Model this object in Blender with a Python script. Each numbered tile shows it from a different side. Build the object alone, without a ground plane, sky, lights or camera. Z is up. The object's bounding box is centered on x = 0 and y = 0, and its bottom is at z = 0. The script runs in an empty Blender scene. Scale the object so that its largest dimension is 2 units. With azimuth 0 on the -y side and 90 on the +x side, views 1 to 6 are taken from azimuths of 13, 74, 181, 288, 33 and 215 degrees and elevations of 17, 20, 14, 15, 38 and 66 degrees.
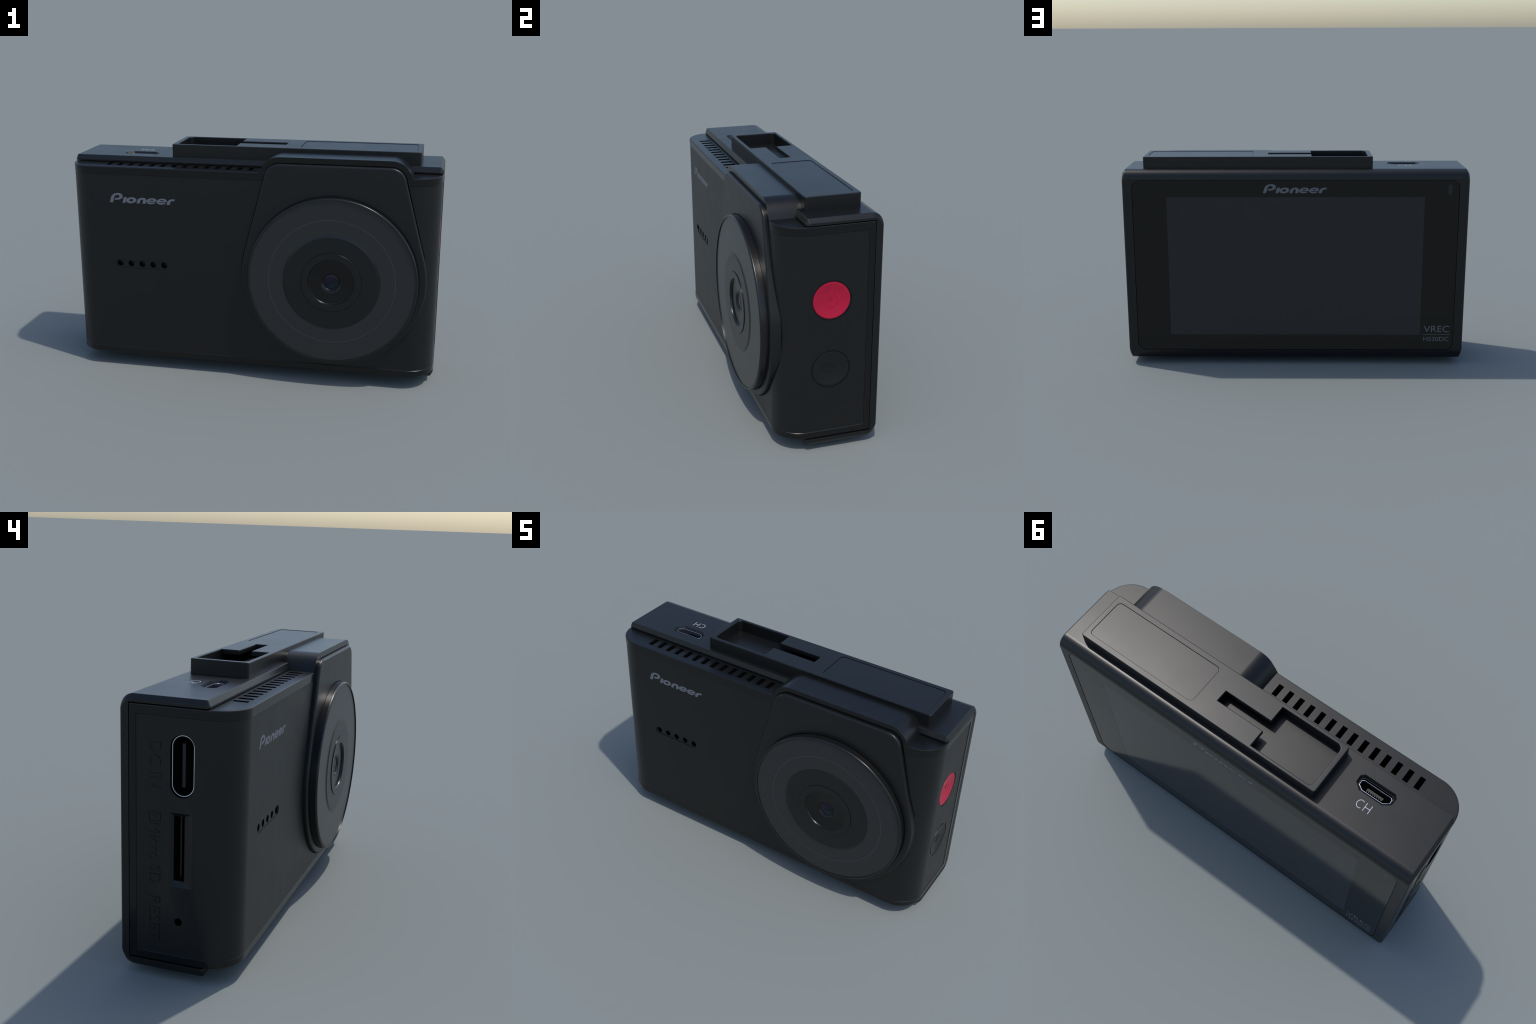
import bpy, bmesh, math
from mathutils import Vector, Matrix

# ------------------------------------------------------------------ sizes (m)
SIDE_X   = 0.999      # half width of the front shell
FRONT_Y  = -0.2190    # front face of the shell
SHELL_BACK = 0.240    # where the shell meets the rear frame
BODY_LOW, BODY_TOP = 0.073, 1.147
CORNER_R = 0.143      # big vertical corner rounding of the shell
SKIN_DROP = 0.0020     # matt skin lies this much below the shell's border band
SKIN_LOW, SKIN_TOP, SKIN_BACK = 0.106, 1.107, 0.211
FRAME_TOP, FRAME_LOW = 1.182, 0.0305
FRAME_BACK = 0.2805
PANEL_Y = 0.2790      # outer face of the rear glass
LENS = Vector((0.4595, 0.0, 0.594))
MOUNT_TOP = 1.2495

# ------------------------------------------------------------------ materials
def material(name, color, rough=0.45, metal=0.0, spec=0.5, coat=0.0, coat_rough=0.1, grain=0.0):
    m = bpy.data.materials.new(name); m.use_nodes = True
    nt = m.node_tree; b = nt.nodes["Principled BSDF"]
    b.inputs["Base Color"].default_value = (*color, 1)
    b.inputs["Roughness"].default_value = rough
    b.inputs["Metallic"].default_value = metal
    b.inputs["Specular IOR Level"].default_value = spec
    b.inputs["Coat Weight"].default_value = coat
    b.inputs["Coat Roughness"].default_value = coat_rough
    if grain:
        co = nt.nodes.new("ShaderNodeTexCoord")
        n = nt.nodes.new("ShaderNodeTexNoise"); n.inputs["Scale"].default_value = 9.0
        n.inputs["Detail"].default_value = 3.0
        nt.links.new(co.outputs["Object"], n.inputs["Vector"])
        r = nt.nodes.new("ShaderNodeMapRange")
        r.inputs["From Min"].default_value = 0.3; r.inputs["From Max"].default_value = 0.7
        r.inputs["To Min"].default_value = rough - grain; r.inputs["To Max"].default_value = rough + grain
        nt.links.new(n.outputs["Fac"], r.inputs["Value"])
        nt.links.new(r.outputs["Result"], b.inputs["Roughness"])
    return m

M_SHELL  = material("satin_black_plastic", (0.0045, 0.0048, 0.0048), 0.33, spec=0.43, grain=0.015)
M_BAND   = material("gloss_black_border", (0.0045, 0.0048, 0.0048), 0.16, spec=0.40)
M_SKIN   = material("matt_black_plastic",  (0.0060, 0.0066, 0.0067), 0.38, spec=0.40, grain=0.015)
M_FRAME  = material("frame_black_plastic", (0.0060, 0.0065, 0.0066), 0.355, spec=0.43, grain=0.015)
M_MOUNT  = material("mount_black_plastic", (0.0060, 0.0065, 0.0066), 0.355, spec=0.43, grain=0.015)
M_PLATE  = material("plate_black_plastic", (0.0060, 0.0065, 0.0066), 0.355, spec=0.43, grain=0.015)
M_RING   = material("glossy_black_ring",   (0.0080, 0.0083, 0.0085), 0.28, spec=0.43)
M_CAVITY = material("black_cavity",        (0.0015, 0.0015, 0.0015), 0.80, spec=0.1)  # shell plastic darkened to near black, painting the shadow inside holes
M_BEZEL  = material("black_glass_bezel",   (0.0025, 0.0027, 0.0024), 0.08, spec=0.42)
M_SCREEN = material("dark_grey_display",   (0.0230, 0.0240, 0.0262), 0.08, spec=0.42)
M_STATUS = material("grey_status_window",  (0.0170, 0.0178, 0.0200), 0.12)
M_LOGO   = material("grey_logo_print",     (0.145, 0.155, 0.180), 0.5)
M_LOGO_BACK = material("dim_grey_logo_print", (0.130, 0.138, 0.155), 0.4)
M_WHITE  = material("pale_print",          (0.42, 0.43, 0.46), 0.5)
M_RED    = material("crimson_button_plastic", (0.435, 0.007, 0.039), 0.36, spec=0.35)
M_METAL  = material("polished_steel",      (0.75, 0.76, 0.80), 0.20, metal=1.0)
M_TONGUE = material("dark_connector_plastic", (0.007, 0.007, 0.0075), 0.4)
M_BOWL   = material("lens_barrel_black",   (0.0030, 0.0030, 0.0032), 0.20, spec=0.40)
M_INNER  = material("lens_inner_black",    (0.0068, 0.0074, 0.0076), 0.28, spec=0.42)

def lens_face_material():
    """grey disc with fine turned grooves and one pale engraved circle"""
    m = material("grooved_lens_face", (0.019, 0.0205, 0.021), 0.26)
    nt = m.node_tree; b = nt.nodes["Principled BSDF"]; N = nt.nodes.new; K = nt.links.new
    co = N("ShaderNodeTexCoord"); mul = N("ShaderNodeVectorMath"); mul.operation = 'MULTIPLY'
    mul.inputs[1].default_value = (1, 0, 1)
    K(co.outputs["Object"], mul.inputs[0])
    ln = N("ShaderNodeVectorMath"); ln.operation = 'LENGTH'; K(mul.outputs[0], ln.inputs[0])
    fr = N("ShaderNodeMath"); fr.operation = 'MULTIPLY'; fr.inputs[1].default_value = 2*math.pi/0.0058
    K(ln.outputs["Value"], fr.inputs[0])
    sn = N("ShaderNodeMath"); sn.operation = 'SINE'; K(fr.outputs[0], sn.inputs[0])
    bp = N("ShaderNodeBump"); bp.inputs["Strength"].default_value = 0.035; bp.inputs["Distance"].default_value = 0.001
    K(sn.outputs[0], bp.inputs["Height"]); K(bp.outputs[0], b.inputs["Normal"])
    d = N("ShaderNodeMath"); d.operation = 'SUBTRACT'; d.inputs[1].default_value = 0.3316; K(ln.outputs["Value"], d.inputs[0])
    a = N("ShaderNodeMath"); a.operation = 'ABSOLUTE'; K(d.outputs[0], a.inputs[0])
    lt = N("ShaderNodeMath"); lt.operation = 'LESS_THAN'; lt.inputs[1].default_value = 0.0016; K(a.outputs[0], lt.inputs[0])
    s2 = N("ShaderNodeMapRange"); s2.inputs["From Min"].default_value = -1; s2.inputs["To Min"].default_value = 0.0; s2.inputs["To Max"].default_value = 1.0
    K(sn.outputs[0], s2.inputs["Value"])
    g = N("ShaderNodeMix"); g.data_type = 'RGBA'
    g.inputs[6].default_value = (0.0175, 0.0192, 0.0195, 1); g.inputs[7].default_value = (0.0245, 0.0262, 0.0265, 1)  # groove shimmer drawn into the base colour as dark and light rings
    K(s2.outputs["Result"], g.inputs[0])
    mx = N("ShaderNodeMix"); mx.data_type = 'RGBA'; mx.inputs[7].default_value = (0.048, 0.051, 0.053, 1)
    K(lt.outputs[0], mx.inputs[0]); K(g.outputs[2], mx.inputs[6]); K(mx.outputs[2], b.inputs["Base Color"])
    return m
M_FACE = lens_face_material()

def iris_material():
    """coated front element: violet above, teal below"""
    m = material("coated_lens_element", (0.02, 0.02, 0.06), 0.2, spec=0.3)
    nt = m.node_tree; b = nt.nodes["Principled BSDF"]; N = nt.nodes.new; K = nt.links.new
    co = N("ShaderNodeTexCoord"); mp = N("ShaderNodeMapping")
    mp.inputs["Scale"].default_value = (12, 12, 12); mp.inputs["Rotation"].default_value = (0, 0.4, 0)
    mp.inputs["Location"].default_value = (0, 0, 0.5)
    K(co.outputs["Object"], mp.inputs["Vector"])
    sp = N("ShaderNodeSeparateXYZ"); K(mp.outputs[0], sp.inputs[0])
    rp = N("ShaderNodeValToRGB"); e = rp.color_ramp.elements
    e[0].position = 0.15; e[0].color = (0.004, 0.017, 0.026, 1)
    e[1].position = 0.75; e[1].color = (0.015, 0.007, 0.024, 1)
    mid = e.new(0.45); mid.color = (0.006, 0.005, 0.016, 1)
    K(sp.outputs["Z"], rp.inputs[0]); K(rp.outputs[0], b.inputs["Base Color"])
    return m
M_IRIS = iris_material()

# ------------------------------------------------------------------ helpers
ROOT = bpy.data.objects.new("dash_camera", None)
bpy.context.scene.collection.objects.link(ROOT)
ROOT["label"] = "compact black dash camera with large round lens and rear screen"
ROOT["category"] = "dash camera"

def link(o): bpy.context.scene.collection.objects.link(o); return o

def adopt(o, parent=ROOT):
    o.parent = parent
    return o

def mesh_object(name, verts, faces, mats=(), parent=ROOT):
    me = bpy.data.meshes.new(name); me.from_pydata(verts, [], faces); me.update()
    for m in mats: me.materials.append(m)
    o = link(bpy.data.objects.new(name, me))
    if parent: adopt(o, parent)
    return o

def tidy(o, dist=1e-5):
    bm = bmesh.new(); bm.from_mesh(o.data)
    bmesh.ops.remove_doubles(bm, verts=bm.verts, dist=dist)
    bmesh.ops.dissolve_degenerate(bm, edges=bm.edges, dist=dist)
    bmesh.ops.recalc_face_normals(bm, faces=bm.faces)
    bm.to_mesh(o.data); bm.free(); return o

def apply_modifiers(o):
    dg = bpy.context.evaluated_depsgraph_get(); dg.update()
    me = bpy.data.meshes.new_from_object(o.evaluated_get(dg))
    old = o.data; o.modifiers.clear(); o.data = me; me.name = o.name
    bpy.data.meshes.remove(old)
    return o

def boolean(o, cutter, op='DIFFERENCE', keep=False):
    md = o.modifiers.new("b", 'BOOLEAN'); md.operation = op; md.solver = 'EXACT'; md.object = cutter
    apply_modifiers(o)
    if not keep: bpy.data.objects.remove(cutter)
    return o

def bevel(o, width, segs=2, angle=40):
    md = o.modifiers.new("v", 'BEVEL'); md.width = width; md.segments = segs
    md.limit_method = 'ANGLE'; md.angle_limit = math.radians(angle); md.use_clamp_overlap = True
    md.miter_outer = 'MITER_ARC'
    return apply_modifiers(o)

def smooth(o, angle=32, weighted=True):
    me = o.data
    me.polygons.foreach_set("use_smooth", [True]*len(me.polygons))
    bm = bmesh.new(); bm.from_mesh(me); lim = math.radians(angle)
    for e in bm.edges:
        e.smooth = len(e.link_faces) == 2 and e.calc_face_angle(0) < lim
    bm.to_mesh(me); bm.free()
    if weighted:
        md = o.modifiers.new("w", 'WEIGHTED_NORMAL'); md.keep_sharp = True; md.weight = 100
        apply_modifiers(o)
    return o

def rounded_rect(x0, x1, y0, y1, r, seg=8):
    pts = []
    for cx, cy, a0 in ((x1-r, y1-r, 0), (x0+r, y1-r, 90), (x0+r, y0+r, 180), (x1-r, y0+r, 270)):
        for i in range(seg+1):
            a = math.radians(a0 + 90*i/seg); pts.append((cx+r*math.cos(a), cy+r*math.sin(a)))
    return pts

def circle(cx, cy, r, n=64):
    return [(cx+r*math.cos(2*math.pi*i/n), cy+r*math.sin(2*math.pi*i/n)) for i in range(n)]

def stadium(cu, cv, hu, hv, seg=12):
    r = min(hu, hv)
    return rounded_rect(cu-hu, cu+hu, cv-hv, cv+hv, r*0.9999, seg)

PLANES = {'x': lambda u, v, d: (d, u, v), 'y': lambda u, v, d: (u, d, v), 'z': lambda u, v, d: (u, v, d)}

def prism(name, pts, axis, d0, d1, mats=(), parent=ROOT, pts1=None, mat_index=0):
    """extrude a 2D outline along an axis from d0 to d1 (pts1: outline at d1)"""
    f = PLANES[axis]; n = len(pts); q = pts1 or pts
    V = [f(u, v, d0) for u, v in pts] + [f(u, v, d1) for u, v in q]
    F = [tuple(range(n)), tuple(range(n, 2*n))] + [(i, (i+1) % n, n+(i+1) % n, n+i) for i in range(n)]
    o = mesh_object(name, V, F, mats, parent); tidy(o)
    for p in o.data.polygons: p.material_index = mat_index
    return o

def cutter(pts, axis, d0, d1, pts1=None, idx=2, cap=None):
    o = prism("cutter", pts, axis, d0, d1, (M_SHELL, M_SKIN, M_CAVITY), None, pts1, idx)
    if cap is not None:
        for p in o.data.polygons:
            if len(p.vertices) > 4: p.material_index = cap
    return o

def revolve(name, prof, mats, n=160, parent=ROOT, centre=LENS, sharp=40):
    """profile of (radius, y) turned about the optical axis; object origin on the axis"""
    V, F = [], []
    rings = []
    for r, y in prof:
        if r < 1e-6: rings.append([len(V)]); V.append((0, y, 0))
        else:
            rings.append(list(range(len(V), len(V)+n)))
            V += [(r*math.cos(2*math.pi*i/n), y, r*math.sin(2*math.pi*i/n)) for i in range(n)]
    for a, b in zip(rings, rings[1:]):
        for i in range(n):
            j = (i+1) % n
            if len(a) == 1: F.append((a[0], b[j], b[i]))
            elif len(b) == 1: F.append((a[i], a[j], b[0]))
            else: F.append((a[i], a[j], b[j], b[i]))
    o = mesh_object(name, V, F, mats, parent); o.location = centre
    bm = bmesh.new(); bm.from_mesh(o.data); bmesh.ops.recalc_face_normals(bm, faces=bm.faces); bm.to_mesh(o.data); bm.free()
    return smooth(o, sharp)

def arc(cx, cy, r, a0, a1, n):
    return [(cx+r*math.cos(math.radians(a0+(a1-a0)*i/n)), cy+r*math.sin(math.radians(a0+(a1-a0)*i/n))) for i in range(n+1)]

def fillet(p0, p1, p2, r, n=10):
    a = (Vector(p0)-Vector(p1)).normalized(); b = (Vector(p2)-Vector(p1)).normalized()
    ang = a.angle(b); t = r/math.tan(ang/2); c = Vector(p1)+(a+b).normalized()*(r/math.sin(ang/2))
    s = Vector(p1)+a*t-c; e = Vector(p1)+b*t-c
    out = []
    tot = s.angle_signed(e)   # clockwise positive in mathutils 2D
    for i in range(n+1):
        th = -tot*i/n
        out.append((c.x+s.x*math.cos(th)-s.y*math.sin(th), c.y+s.x*math.sin(th)+s.y*math.cos(th)))
    return out

# ------------------------------------------------------------------ front shell
def plan_outline(skin, edge):
    """plan of the shell: flat sides, large round front corners; skin = drop of the matt skin, edge = rim rounding"""
    X, Y, R = SIDE_X-edge, FRONT_Y+edge, CORNER_R-edge
    half = [(X, SHELL_BACK), (X, SKIN_BACK), (X-skin, SKIN_BACK)]
    R2 = R-skin; cx, cy = SIDE_X-CORNER_R, FRONT_Y+CORNER_R
    half += arc(cx, cy, R2, 0, -90, 24)
    return half + [(-x, y) for x, y in reversed(half)]

def build_shell():
    levels = [(BODY_LOW, 0, .006), (BODY_LOW+.002, 0, .002), (BODY_LOW+.006, 0, 0), (SKIN_LOW, 0, 0), (SKIN_LOW+.002, SKIN_DROP, 0),
              (SKIN_TOP-.002, SKIN_DROP, 0), (SKIN_TOP, 0, 0), (BODY_TOP-.006, 0, 0), (BODY_TOP-.002, 0, .002), (BODY_TOP, 0, .006)]
    V, F, mi = [], [], []
    for z, s, e in levels: V += [(x, y, z) for x, y in plan_outline(s, e)]
    n = len(plan_outline(0, 0))
    F.append(tuple(range(n))); mi.append(0)
    F.append(tuple(range(len(V)-n, len(V)))); mi.append(0)
    for k in range(len(levels)-1):
        for i in range(n):
            j = (i+1) % n
            F.append((k*n+i, k*n+j, k*n+n+j, k*n+n+i)); mi.append(1 if k == 4 and 2 <= i < n-3 else 0)
    o = mesh_object("body_shell", V, F, (M_SHELL, M_SKIN, M_CAVITY))
    for p, m in zip(o.data.polygons, mi): p.material_index = m
    tidy(o)
    # hood: arched hump over the lens plate, running back to the mount
    left = [(.0678, 1.1486), (.0762, 1.1645), (.088, 1.1827), (.1005, 1.1975), (.1148, 1.2095), (.1275, 1.2172), (.1415, 1.2229), (.1565, 1.2268), (.1724, 1.2283)]
    left = [(.052, 1.115)] + left
    left = [(x, BODY_TOP+(z-BODY_TOP)*1.03) for x, z in left]
    mid = .4597
    pts = left + [(2*mid-x, z) for x, z in reversed(left)]
    hood = prism("cutter", pts, 'y', FRONT_Y, -0.03, (M_SHELL,), None)
    boolean(o, hood, 'UNION')
    return o

def plate_outline(grow=0.0, n_arc=56):
    """teardrop plate: circle round the lens, straight flanks, flat top with rounded corners"""
    c = (.4597, .600); R = .487+grow; tilt = math.radians(14.6); top = 1.200+grow
    tx, tz = c[0]+R*math.cos(tilt), c[1]+R*math.sin(tilt)
    corner = (tx-(top-tz)*math.tan(tilt), top)
    right = fillet((tx, tz), corner, (c[0], top), .080+grow)
    left = [(2*c[0]-x, z) for x, z in reversed(right)]
    low = arc(c[0], c[1], R, 180-14.6, 360+14.6, n_arc)
    return right + left + low

shell = build_shell()

# recess for the lens plate
boolean(shell, cutter(plate_outline(.0022), 'y', -.5, FRONT_Y+.024, idx=0))
# vents
for i in range(14):
    x = .0223 - i*.06042
    boolean(shell, cutter([(x, -.1747), (x-.0272, -.1747), (x-.0272, -.1087), (x, -.1087)], 'z', .85, 1.3))
# microphone slot and its five holes
boolean(shell, cutter(stadium(-.5905, .6085, .1525, .025), 'y', -.3, -.2130, idx=1))
for i in range(5):
    boolean(shell, cutter(circle(-.7165+i*.063, .6087, .0172, 24), 'y', -.3, -.185, cap=1))
# side button wells
for z in (.7826, .4345):
    boolean(shell, cutter(circle(.0352, z, .0985, 64), 'x', .9945, 1.1, idx=0))
    boolean(shell, cutter(circle(.0352, z, .0920, 64), 'x', .95, 1.1, idx=0))
# left side: charging socket, card slot, reset hole
boolean(shell, cutter(stadium(.0145, .9135, .0505, .1265), 'x', -.90, -1.1))
boolean(shell, cutter(rounded_rect(-.0405, .0725, .4035, .7275, .0005, 1), 'x', -1.0005, -.984,
                      rounded_rect(.006, .053, .433, .708, .0005, 1), idx=0))
boolean(shell, cutter(rounded_rect(.0065, .0525, .4335, .7075, .0005, 1), 'x', -1.02, -.80))
boolean(shell, cutter(circle(.025, .2595, .0168, 24), 'x', -.9, -1.1))

# shaft under the top socket
boolean(shell, cutter(rounded_rect(-.735, -.557, -.012, .058, .004, 2), 'z', .95, 1.3))
# split the matt skin off as its own part
def split_material(o, index, name, mat):
    new = o.copy(); new.data = o.data.copy(); new.name = name; new.data.name = name; link(new); new.parent = ROOT
    for ob, cond in ((o, lambda f: f.material_index == index), (new, lambda f: f.material_index != index)):
        bm = bmesh.new(); bm.from_mesh(ob.data)
        bmesh.ops.delete(bm, geom=[f for f in bm.faces if cond(f)], context='FACES')
        bm.to_mesh(ob.data); bm.free()
    new.data.materials.clear(); new.data.materials.append(mat)
    for p in new.data.polygons: p.material_index = 0
    return new
shell.data.materials.append(M_BAND)
for p in shell.data.polygons:
    if p.material_index == 0 and abs(p.normal.z) < .25 and (p.normal.y < -.5 or abs(p.center.x) > .85) and p.center.y > FRONT_Y-.001:
        p.material_index = 3
smooth(shell, 30)
skin = split_material(shell, 1, "front_cover", M_SKIN)

# ------------------------------------------------------------------ rear frame
def frame_section(dz, back_in, front_in):
    """C-shaped side profile (y, z): rear wall with a forward flange along top and bottom"""
    T, B = FRAME_TOP-dz, FRAME_BACK-back_in
    r = .055-.3*dz
    f = -.092+front_in
    up = [(.243, 1.1505), (f, 1.1505), (f, min(1.158, T-.002)), (f+.002, min(1.1605, T-.0015)),
          (f+.0095-.3*front_in, T-.0015), (f+.0120-.3*front_in, T)]
    up += [(B-r+r*math.sin(math.radians(a)), T-r+r*math.cos(math.radians(a))) for a in [90*i/10 for i in range(11)]]
    mid = (BODY_LOW+BODY_TOP)/2
    drop = (2*mid-FRAME_TOP)-FRAME_LOW      # the lower flange is a little thicker
    return up + [(y, 2*mid-z-drop*max(0, min(1, (z-1.1505)/.015))) for y, z in reversed(up)]

def build_frame():
    st = [(1.0, .0210, .010, .020), (.9975, .0175, .0045, .0125), (.993, .0112, .001, .0065), (.988, .0046, 0, .003), (.9850, .0006, 0, .0012), (.981, 0, 0, 0)]
    xs = [(-x, a, b, c) for x, a, b, c in st] + [(x, a, b, c) for x, a, b, c in reversed(st)]
    V, F = [], []
    n = len(frame_section(0, 0, 0))
    for x, a, b, c in xs: V += [(x, y, z) for y, z in frame_section(a, b, c)]
    F.append(tuple(range(n))); F.append(tuple(range(len(V)-n, len(V))))
    for k in range(len(xs)-1):
        for i in range(n):
            j = (i+1) % n; F.append((k*n+i, k*n+j, k*n+n+j, k*n+n+i))
    o = mesh_object("back_frame", V, F, (M_FRAME, M_FRAME, M_CAVITY)); tidy(o)
    return o
frame = build_frame()
boolean(frame, cutter(rounded_rect(-.9445, .9445, .0925, 1.1235, .048), 'y', .266, .4, idx=0))
# micro socket well in the flange top
well = [(-.5504, .0333), (-.5496, -.0025), (-.5659, -.0186), (-.726, -.0186), (-.7418, -.0023), (-.7408, .034), (-.7078, .0610), (-.5837, .0610)]
def scaled(pts, k, c=None):
    cx = sum(p[0] for p in pts)/len(pts); cy = sum(p[1] for p in pts)/len(pts)
    return [(cx+(x-cx)*k[0], cy+(y-cy)*k[1]) for x, y in pts]
well_low = scaled(well, (.90, .78))
boolean(frame, cutter(scaled(well, (1.005, 1.012)), 'z', FRAME_TOP+.001, FRAME_TOP-.018, well_low, idx=0))
boolean(frame, cutter(scaled(well_low, (.97, .95)), 'z', FRAME_TOP+.01, FRAME_TOP-.060))
smooth(frame, 30)

# ------------------------------------------------------------------ rear screen
panel = prism("screen_bezel", rounded_rect(-.9415, .9415, .0955, 1.1205, .045), 'y', .2670, PANEL_Y, (M_BEZEL,))
boolean(panel, cutter([(-.745, .188), (.745, .188), (.745, 1.0243), (-.745, 1.0243)], 'y', .2, .3, idx=0))
panel.data.materials.clear(); panel.data.materials.append(M_BEZEL)
smooth(panel, 30)
screen = prism("display_screen", [(-.745, .188), (.745, .188), (.745, 1.0243), (-.745, 1.0243)], 'y', .267, PANEL_Y-.0003, (M_SCREEN,))
status = prism("status_light", stadium(-.8888, 1.068, .0108, .030, 8), 'y', .270, PANEL_Y+.0004, (M_STATUS,))
smooth(status)

# ------------------------------------------------------------------ lettering
def curve_mesh(name, polys, mat, parent, place, depth):
    """closed 2D outlines (holes included) -> thin raised lettering"""
    cu = bpy.data.curves.new(name, 'CURVE'); cu.dimensions = '2D'; cu.fill_mode = 'BOTH'; cu.extrude = depth
    for pts in polys:
        s = cu.splines.new('POLY'); s.points.add(len(pts)-1); s.use_cyclic_u = True
        for p, (x, y) in zip(s.points, pts): p.co = (x, y, 0, 1)
    return curve_to_part(name, cu, mat, parent, place)

def curve_to_part(name, cu, mat, parent, place):
    tmp = link(bpy.data.objects.new(name+"_tmp", cu))
    dg = bpy.context.evaluated_depsgraph_get(); dg.update()
    me = bpy.data.meshes.new_from_object(tmp.evaluated_get(dg)); me.name = name
    bpy.data.objects.remove(tmp); bpy.data.curves.remove(cu)
    me.materials.clear(); me.materials.append(mat)
    me.transform(place)
    o = link(bpy.data.objects.new(name, me)); o.parent = parent
    return o

def basis(origin, right, up):
    r = Vector(right); u = Vector(up); n = r.cross(u)
    return Matrix(((r.x, u.x, n.x, origin[0]), (r.y, u.y, n.y, origin[1]), (r.z, u.z, n.z, origin[2]), (0, 0, 0, 1)))

def stroke(line, w, closed=False, xs=1.0):
    """outline of a pen stroke; line in (x, y), drawn with a pen xs times wider than tall"""
    P = [Vector((x/xs, y)) for x, y in line]; L, R = [], []
    for i, p in enumerate(P):
        a = P[max(i-1, 0)]; b = P[min(i+1, len(P)-1)]
        t = (b-a).normalized(); nrm = Vector((-t.y, t.x))
        L.append(p+nrm*w); R.append(p-nrm*w)
    return [(v.x*xs, v.y) for v in L + R[::-1]]

def ellipse_arc(cx, cy, rx, ry, a0, a1, n=20):
    return [(cx+rx*math.cos(math.radians(a0+(a1-a0)*i/n)), cy+ry*math.sin(math.radians(a0+(a1-a0)*i/n))) for i in range(n+1)]

def brand_lettering():
    """seven wide slanted letters; unit: x-height 130, baseline 0, unslanted"""
    H = 130.0; polys = []
    XS = 1.75; W = 20.5
    # tall first letter: stem that curls over into an open bowl
    stem = [(36, 0), (38, 60), (44, 110)]
    bowl = ellipse_arc(143, 138, 97, 60, 165, -100, 34)
    line = stem + bowl
    polys.append(stroke([(36, 0), (36, 40), (36, 80)] + ellipse_arc(132, 130, 96, 66, 180, 20, 22)
                        + ellipse_arc(132, 128, 96, 46, 10, -95, 16) + [(98, 84)], 21, xs=1.75))
    # short stem
    polys.append([(296-0, 0), (364, 0), (364, H), (296, H)])
    # round letter
    polys.append(ellipse_arc(502-18, 65, 118, 68, 0, 354, 59)); polys.append(ellipse_arc(502-18, 65, 46, 28, 0, 350, 35))
    # arch
    polys.append(stroke([(660, 0), (660, 40)] + ellipse_arc(728, 62, 68, 50, 176, 4, 22) + [(796, 40), (796, 0)], W, xs=XS))
    # two e shapes: ring, thin counter, slit open to the right
    for cx in (954, 1190):
        out = ellipse_arc(cx, 65, 116, 68, 2, 314, 58)
        out += [(cx+88, 20), (cx+100, 45), (cx+78, 38), (cx+42, 33), (cx, 31), (cx-36, 36), (cx-58, 46), (cx-68, 58)]
        out += [(cx-40, 52), (cx, 49), (cx+46, 51), (cx+84, 57), (cx+110, 65)]
        polys.append(out)
        polys.append(ellipse_arc(cx, 90, 46, 12, 0, 345, 23))
    # half arch
    polys.append(stroke([(1354, 0), (1354, 40)] + ellipse_arc(1424, 58, 70, 52, 176, 90, 14) + [(1450, 110), (1472, 110)], W, xs=XS))
    return [[(x+.31*y, y) for x, y in p] for p in polys]

def logo(name, origin, right, width, mat, parent):
    P = brand_lettering(); k = width/1500.0
    return curve_mesh(name, [[(x*k, y*k) for x, y in p] for p in P], mat, parent,
                      basis(origin, right, (0, 0, 1)), .0006)

def words(name, body, mat, parent, origin, right, up, width, height, thin=0.0, depth=.0008):
    """built-in font text stretched to a given width and cap height, lower left corner at origin"""
    cu = bpy.data.curves.new(name, 'FONT'); cu.body = body; cu.size = 1.0; cu.extrude = 0.01; cu.offset = -thin
    tmp = link(bpy.data.objects.new("t", cu)); dg = bpy.context.evaluated_depsgraph_get(); dg.update()
    me = bpy.data.meshes.new_from_object(tmp.evaluated_get(dg)); bpy.data.objects.remove(tmp); bpy.data.curves.remove(cu)
    x0 = min(v.co.x for v in me.vertices); x1 = max(v.co.x for v in me.vertices)
    y0 = min(v.co.y for v in me.vertices); y1 = max(v.co.y for v in me.vertices)
    me.transform(basis(origin, right, up) @ Matrix.Diagonal((width/(x1-x0), height/(y1-y0), depth/.01, 1)) @ Matrix.Translation((-x0, -y0, 0)))
    me.name = name; me.materials.clear(); me.materials.append(mat)
    o = link(bpy.data.objects.new(name, me)); o.parent = parent
    return o

logo("brand_lettering", (-.7585, FRONT_Y+SKIN_DROP-.0001, .9510), (1, 0, 0), .365, M_LOGO, skin)
logo("brand_lettering", (.1865, PANEL_Y+.0001, 1.0480), (-1, 0, 0), .3645, M_LOGO_BACK, panel)
words("model_lettering", "VREC", M_LOGO_BACK, panel, (-.7675, PANEL_Y+.0001, .2045), (-1, 0, 0), (0, 0, 1), .151, .0405, .004)
words("model_lettering", "H520DC", M_LOGO_BACK, panel, (-.7680, PANEL_Y+.0001, .1490), (-1, 0, 0), (0, 0, 1), .1495, .0265, .004)
rule = prism("model_rule", [(-.9265, .1880), (-.7605, .1880), (-.7605, .1902), (-.9265, .1902)], 'y', PANEL_Y-.001, PANEL_Y+.0006, (M_LOGO_BACK,), panel)

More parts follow.
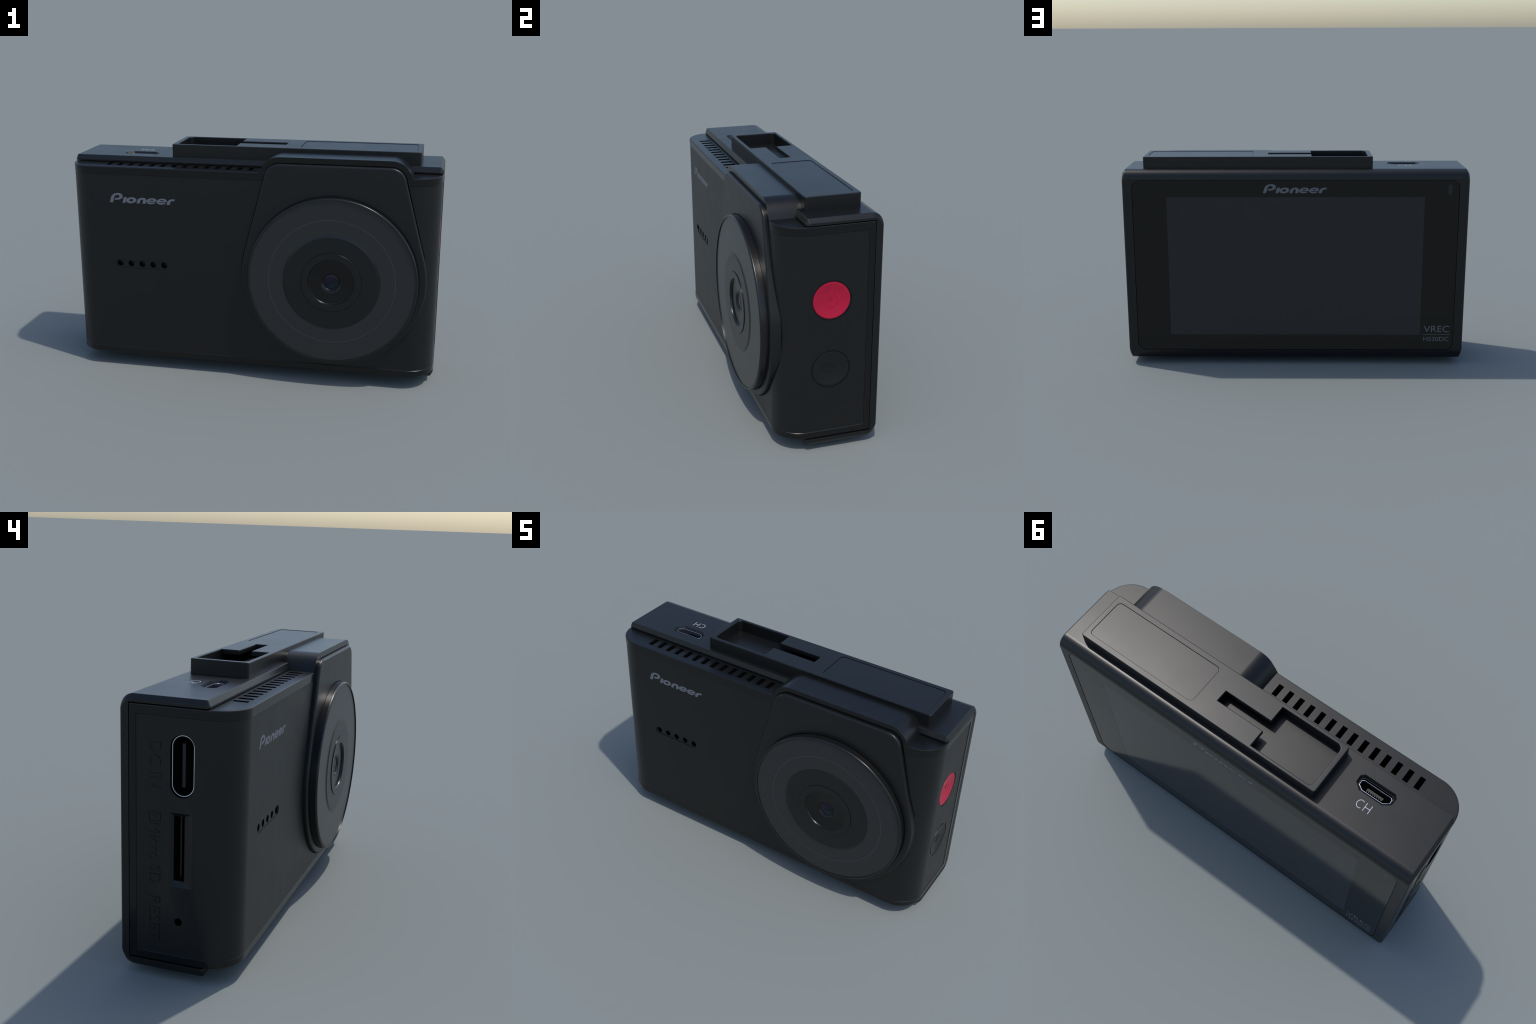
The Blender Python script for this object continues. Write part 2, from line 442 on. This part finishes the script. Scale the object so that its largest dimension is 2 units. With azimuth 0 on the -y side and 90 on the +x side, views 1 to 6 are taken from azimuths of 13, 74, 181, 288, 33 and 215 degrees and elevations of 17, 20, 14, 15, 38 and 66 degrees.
def ch_strokes(w, h, t):
    """letters C and H as thin pen strokes, box w x h"""
    cr = h/2-t
    c = stroke(ellipse_arc(w*.26, h/2, w*.26-t, cr, 52, 308, 30), t)
    x0, x1 = w*.60, w-t
    hh = [(x0-t, 0), (x0+t, 0), (x0+t, h/2-t), (x1-t, h/2-t), (x1-t, 0), (x1+t, 0), (x1+t, h), (x1-t, h), (x1-t, h/2+t), (x0+t, h/2+t), (x0+t, h), (x0-t, h)]
    return [c, hh]
curve_mesh("socket_lettering", ch_strokes(.0700, .0430, .0016), M_WHITE, frame, basis((-.6085, .1330, FRAME_TOP), (-1, 0, 0), (0, -1, 0)), .0006)

# raised same-colour lettering on the left side, reading downwards
LX = -SIDE_X+SKIN_DROP
for body, z0, w in (("DC IN", 1.001, .186), ("Micro SD", .668, .255), ("RESET", .3555, .197)):
    words("port_lettering", body, M_SKIN, skin, (LX, .156, z0), (0, 0, -1), (0, -1, 0), w, .0505, .006, .0024)
box = [(0, 0), (.040, 0), (.040, .050), (0, .050)]; hole = [(.0022, .0022), (.0022, .0478), (.0378, .0478), (.0378, .0022)]
tri_ = [(.011, .016), (.029, .025), (.011, .034)]
curve_mesh("card_symbol", [box, hole, tri_], M_SKIN, skin, basis((LX, .156, .7165), (0, 0, -1), (0, -1, 0)), .0022)

# ------------------------------------------------------------------ lens
plate = prism("lens_plate", plate_outline(-.0015), 'y', -.192, -.2405, (M_PLATE, M_PLATE, M_PLATE))
def bevel_front(o, y, width, segs):
    bm = bmesh.new(); bm.from_mesh(o.data)
    ed = [e for e in bm.edges if all(abs(v.co.y-y) < 1e-5 for v in e.verts)]
    bmesh.ops.bevel(bm, geom=ed, offset=width, segments=segs, profile=.5, affect='EDGES', clamp_overlap=True)
    bm.to_mesh(o.data); bm.free()
bevel_front(plate, -.2405, .011, 5)
boolean(plate, cutter(circle(LENS.x, LENS.z,   .4510, 160), 'y', -.3, -.231, idx=0))
smooth(plate, 30)

ring = revolve("lens_ring", [(.447, -.215), (.447, -.269)] + [(.438+.009*math.cos(math.radians(a)), -.269-.0095*math.sin(math.radians(a))) for a in range(15, 91, 15)]
               + [(.4352, -.2785), (.435, -.2783), (.435, -.265)], (M_RING,))
face = revolve("lens_face", [(.435, -.2738), (.256, -.2738)], (M_FACE,))
cone = revolve("lens_cone", [(.256, -.2730), (.256, -.2739), (.2420, -.2780), (.1600, -.2780), (.1600, -.272), (.150, -.272)], (M_INNER,), sharp=8)
collar = revolve("lens_collar", [(.158, -.270), (.158, -.2805), (.1573, -.2812), (.1240, -.2812), (.1230, -.2804), (.1222, -.2750), (.1190, -.2712), (.112, -.2700)], (M_INNER,))
barrel = revolve("lens_barrel", [(.1195, -.2716), (.112, -.2700), (.062, -.2665), (.050, -.2635), (.044, -.2560), (.0, -.2560)], (M_BOWL,))
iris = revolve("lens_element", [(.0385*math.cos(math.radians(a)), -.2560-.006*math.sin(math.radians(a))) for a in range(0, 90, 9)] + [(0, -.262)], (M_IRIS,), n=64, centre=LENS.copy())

# ------------------------------------------------------------------ mount
mount = prism("mount_bracket", rounded_rect(-.4485, .8840, -.0590, .2140, .012, 5), 'z', FRAME_TOP-.012, MOUNT_TOP, (M_MOUNT, M_MOUNT, M_MOUNT))
keyhole = ([(-.0945, .198), (-.0945, .109), (.160, .109), (.160, .0483), (-.0945, .0483), (-.0945, -.0390)]
           + arc(-.3965, -.0145, .0245, 270, 180, 6) + arc(-.3965, .1735, .0245, 180, 90, 6))
boolean(mount, cutter(keyhole, 'z', 1.2150, 1.4, idx=0))
# hollow below the two retaining tabs
boolean(mount, cutter([(.20, .198), (.20, -.039)] + arc(-.3965, -.0145, .0245, 270, 180, 6) + arc(-.3965, .1735, .0245, 180, 90, 6), 'z', FRAME_TOP+.001, 1.2275, idx=0))
boolean(mount, cutter(rounded_rect(.2495, .8585, -.0305, .1875, .024), 'z', MOUNT_TOP-.012, 1.4, idx=0))
def bevel_top(o, z, width, segs):
    bm = bmesh.new(); bm.from_mesh(o.data)
    ed = [e for e in bm.edges if all(abs(v.co.z-z) < 1e-5 for v in e.verts) and e.calc_face_angle(0) > .8
          and not (.2 < (e.verts[0].co.x+e.verts[1].co.x)/2 < .87 and -.05 < (e.verts[0].co.y+e.verts[1].co.y)/2 < .2)]
    bmesh.ops.bevel(bm, geom=ed, offset=width, segments=segs, profile=.5, affect='EDGES', clamp_overlap=True)
    bm.to_mesh(o.data); bm.free()
bevel_top(mount, MOUNT_TOP, .008, 4)
smooth(mount, 30)
pad = prism("mount_pad", rounded_rect(.2512, .8568, -.0288, .1858, .0225), 'z', MOUNT_TOP-.0115, MOUNT_TOP-.0018, (M_MOUNT,))
bm = bmesh.new(); bm.from_mesh(pad.data)
bmesh.ops.bevel(bm, geom=[e for e in bm.edges if all(v.co.z > MOUNT_TOP-.003 for v in e.verts)], offset=.0012, segments=2, profile=.5, affect='EDGES')
bm.to_mesh(pad.data); bm.free(); smooth(pad, 30)

# ------------------------------------------------------------------ buttons
def button(name, cz, mat):
    R = .0905; cx = SIDE_X-SKIN_DROP
    prof = [(R, -.030), (R, -.002), (R-.0008, .0003), (R-.003, .0008), (R-.008, .0002), (.070, -.0024), (.045, -.0056), (.020, -.0074), (0, -.0078)]
    o = revolve(name, prof, (mat,), n=96, centre=Vector((0, 0, 0)))
    # turn the optical-axis profile so +y of the profile points to +x
    o.data.transform(Matrix(((0, 1, 0, 0), (1, 0, 0, 0), (0, 0, 1, 0), (0, 0, 0, 1)))); o.data.flip_normals()
    o.location = (cx-.0005, .0352, cz)
    return o
power = button("power_button", .7826, M_RED)
channel = button("channel_button", .4345, M_SKIN)
arc_o = stroke(ellipse_arc(0, 0, .0345, .0345, 122, 418, 40), .0052)
bar = [(-.0052, .002), (.0052, .002), (.0052, .046), (-.0052, .046)]
def on_side(z): return basis((SIDE_X-SKIN_DROP-.0012, .0352, z), (0, 1, 0), (0, 0, 1))
sym = curve_mesh("power_symbol", [arc_o, bar], M_RED, power, Matrix.Translation((-.0064, 0, 0)) @ basis((0, 0, 0), (0, 1, 0), (0, 0, 1)), .0010)
chl = curve_mesh("channel_lettering", [[(x-.036, y-.0215) for x, y in p] for p in ch_strokes(.072, .044, .0030)], M_SKIN, channel,
                 Matrix.Translation((-.0064, 0, 0)) @ basis((0, 0, 0), (0, 1, 0), (0, 0, 1)), .0010)

# ------------------------------------------------------------------ sockets
def tube(name, outer, inner, axis, d0, d1, mat, parent):
    o = prism(name, outer, axis, d0, d1, (mat, mat, mat), parent)
    lo, hi = min(d0, d1)-.01, max(d0, d1)+.01
    boolean(o, cutter(inner, axis, lo, hi, idx=0))
    o.data.materials.clear(); o.data.materials.append(mat)
    bevel(o, .0015, 2, 50)
    return smooth(o, 50)
rim = tube("charging_socket", stadium(.0145, .9135, .0480, .1240), stadium(.0145, .9135, .0435, .1195), 'x', -.988, -.905, M_METAL, ROOT)
prism("socket_tongue", rounded_rect(.0095, .0225, .825, 1.002, .003, 2), 'x', -.975, -.902, (M_TONGUE,), rim)
mring = [(-.5668, .0325), (-.5665, .0097), (-.5778, .0013), (-.7182, .0013), (-.7280, .0086), (-.7284, .0303), (-.7025, .0505), (-.5921, .0505)]
micro = tube("camera_socket", mring, scaled(mring, (.965, .88)), 'z', FRAME_TOP-.150, FRAME_TOP-.011, M_METAL, ROOT)
prism("socket_tongue", rounded_rect(-.690, -.605, .014, .026, .002, 2), 'z', FRAME_TOP-.150, FRAME_TOP-.040, (M_TONGUE,), micro)
for i in range(8):
    x = -.685+i*.0107
    prism("socket_contact", [(x, .026), (x+.005, .026), (x+.005, .031), (x, .031)], 'z', FRAME_TOP-.150, FRAME_TOP-.041, (M_TONGUE,), micro)
prism("card_contacts", rounded_rect(.030, .036, .436, .70, .001, 1), 'x', -.955, -.862, (M_TONGUE,), ROOT)

# ------------------------------------------------------------------ foot under the lower flange
foot = prism("foot_pad", rounded_rect(.07, .45, .03, .15, .03), 'z', 0.0, FRAME_LOW+.004, (M_FRAME,))
bevel(foot, .004, 2, 50); smooth(foot, 40)
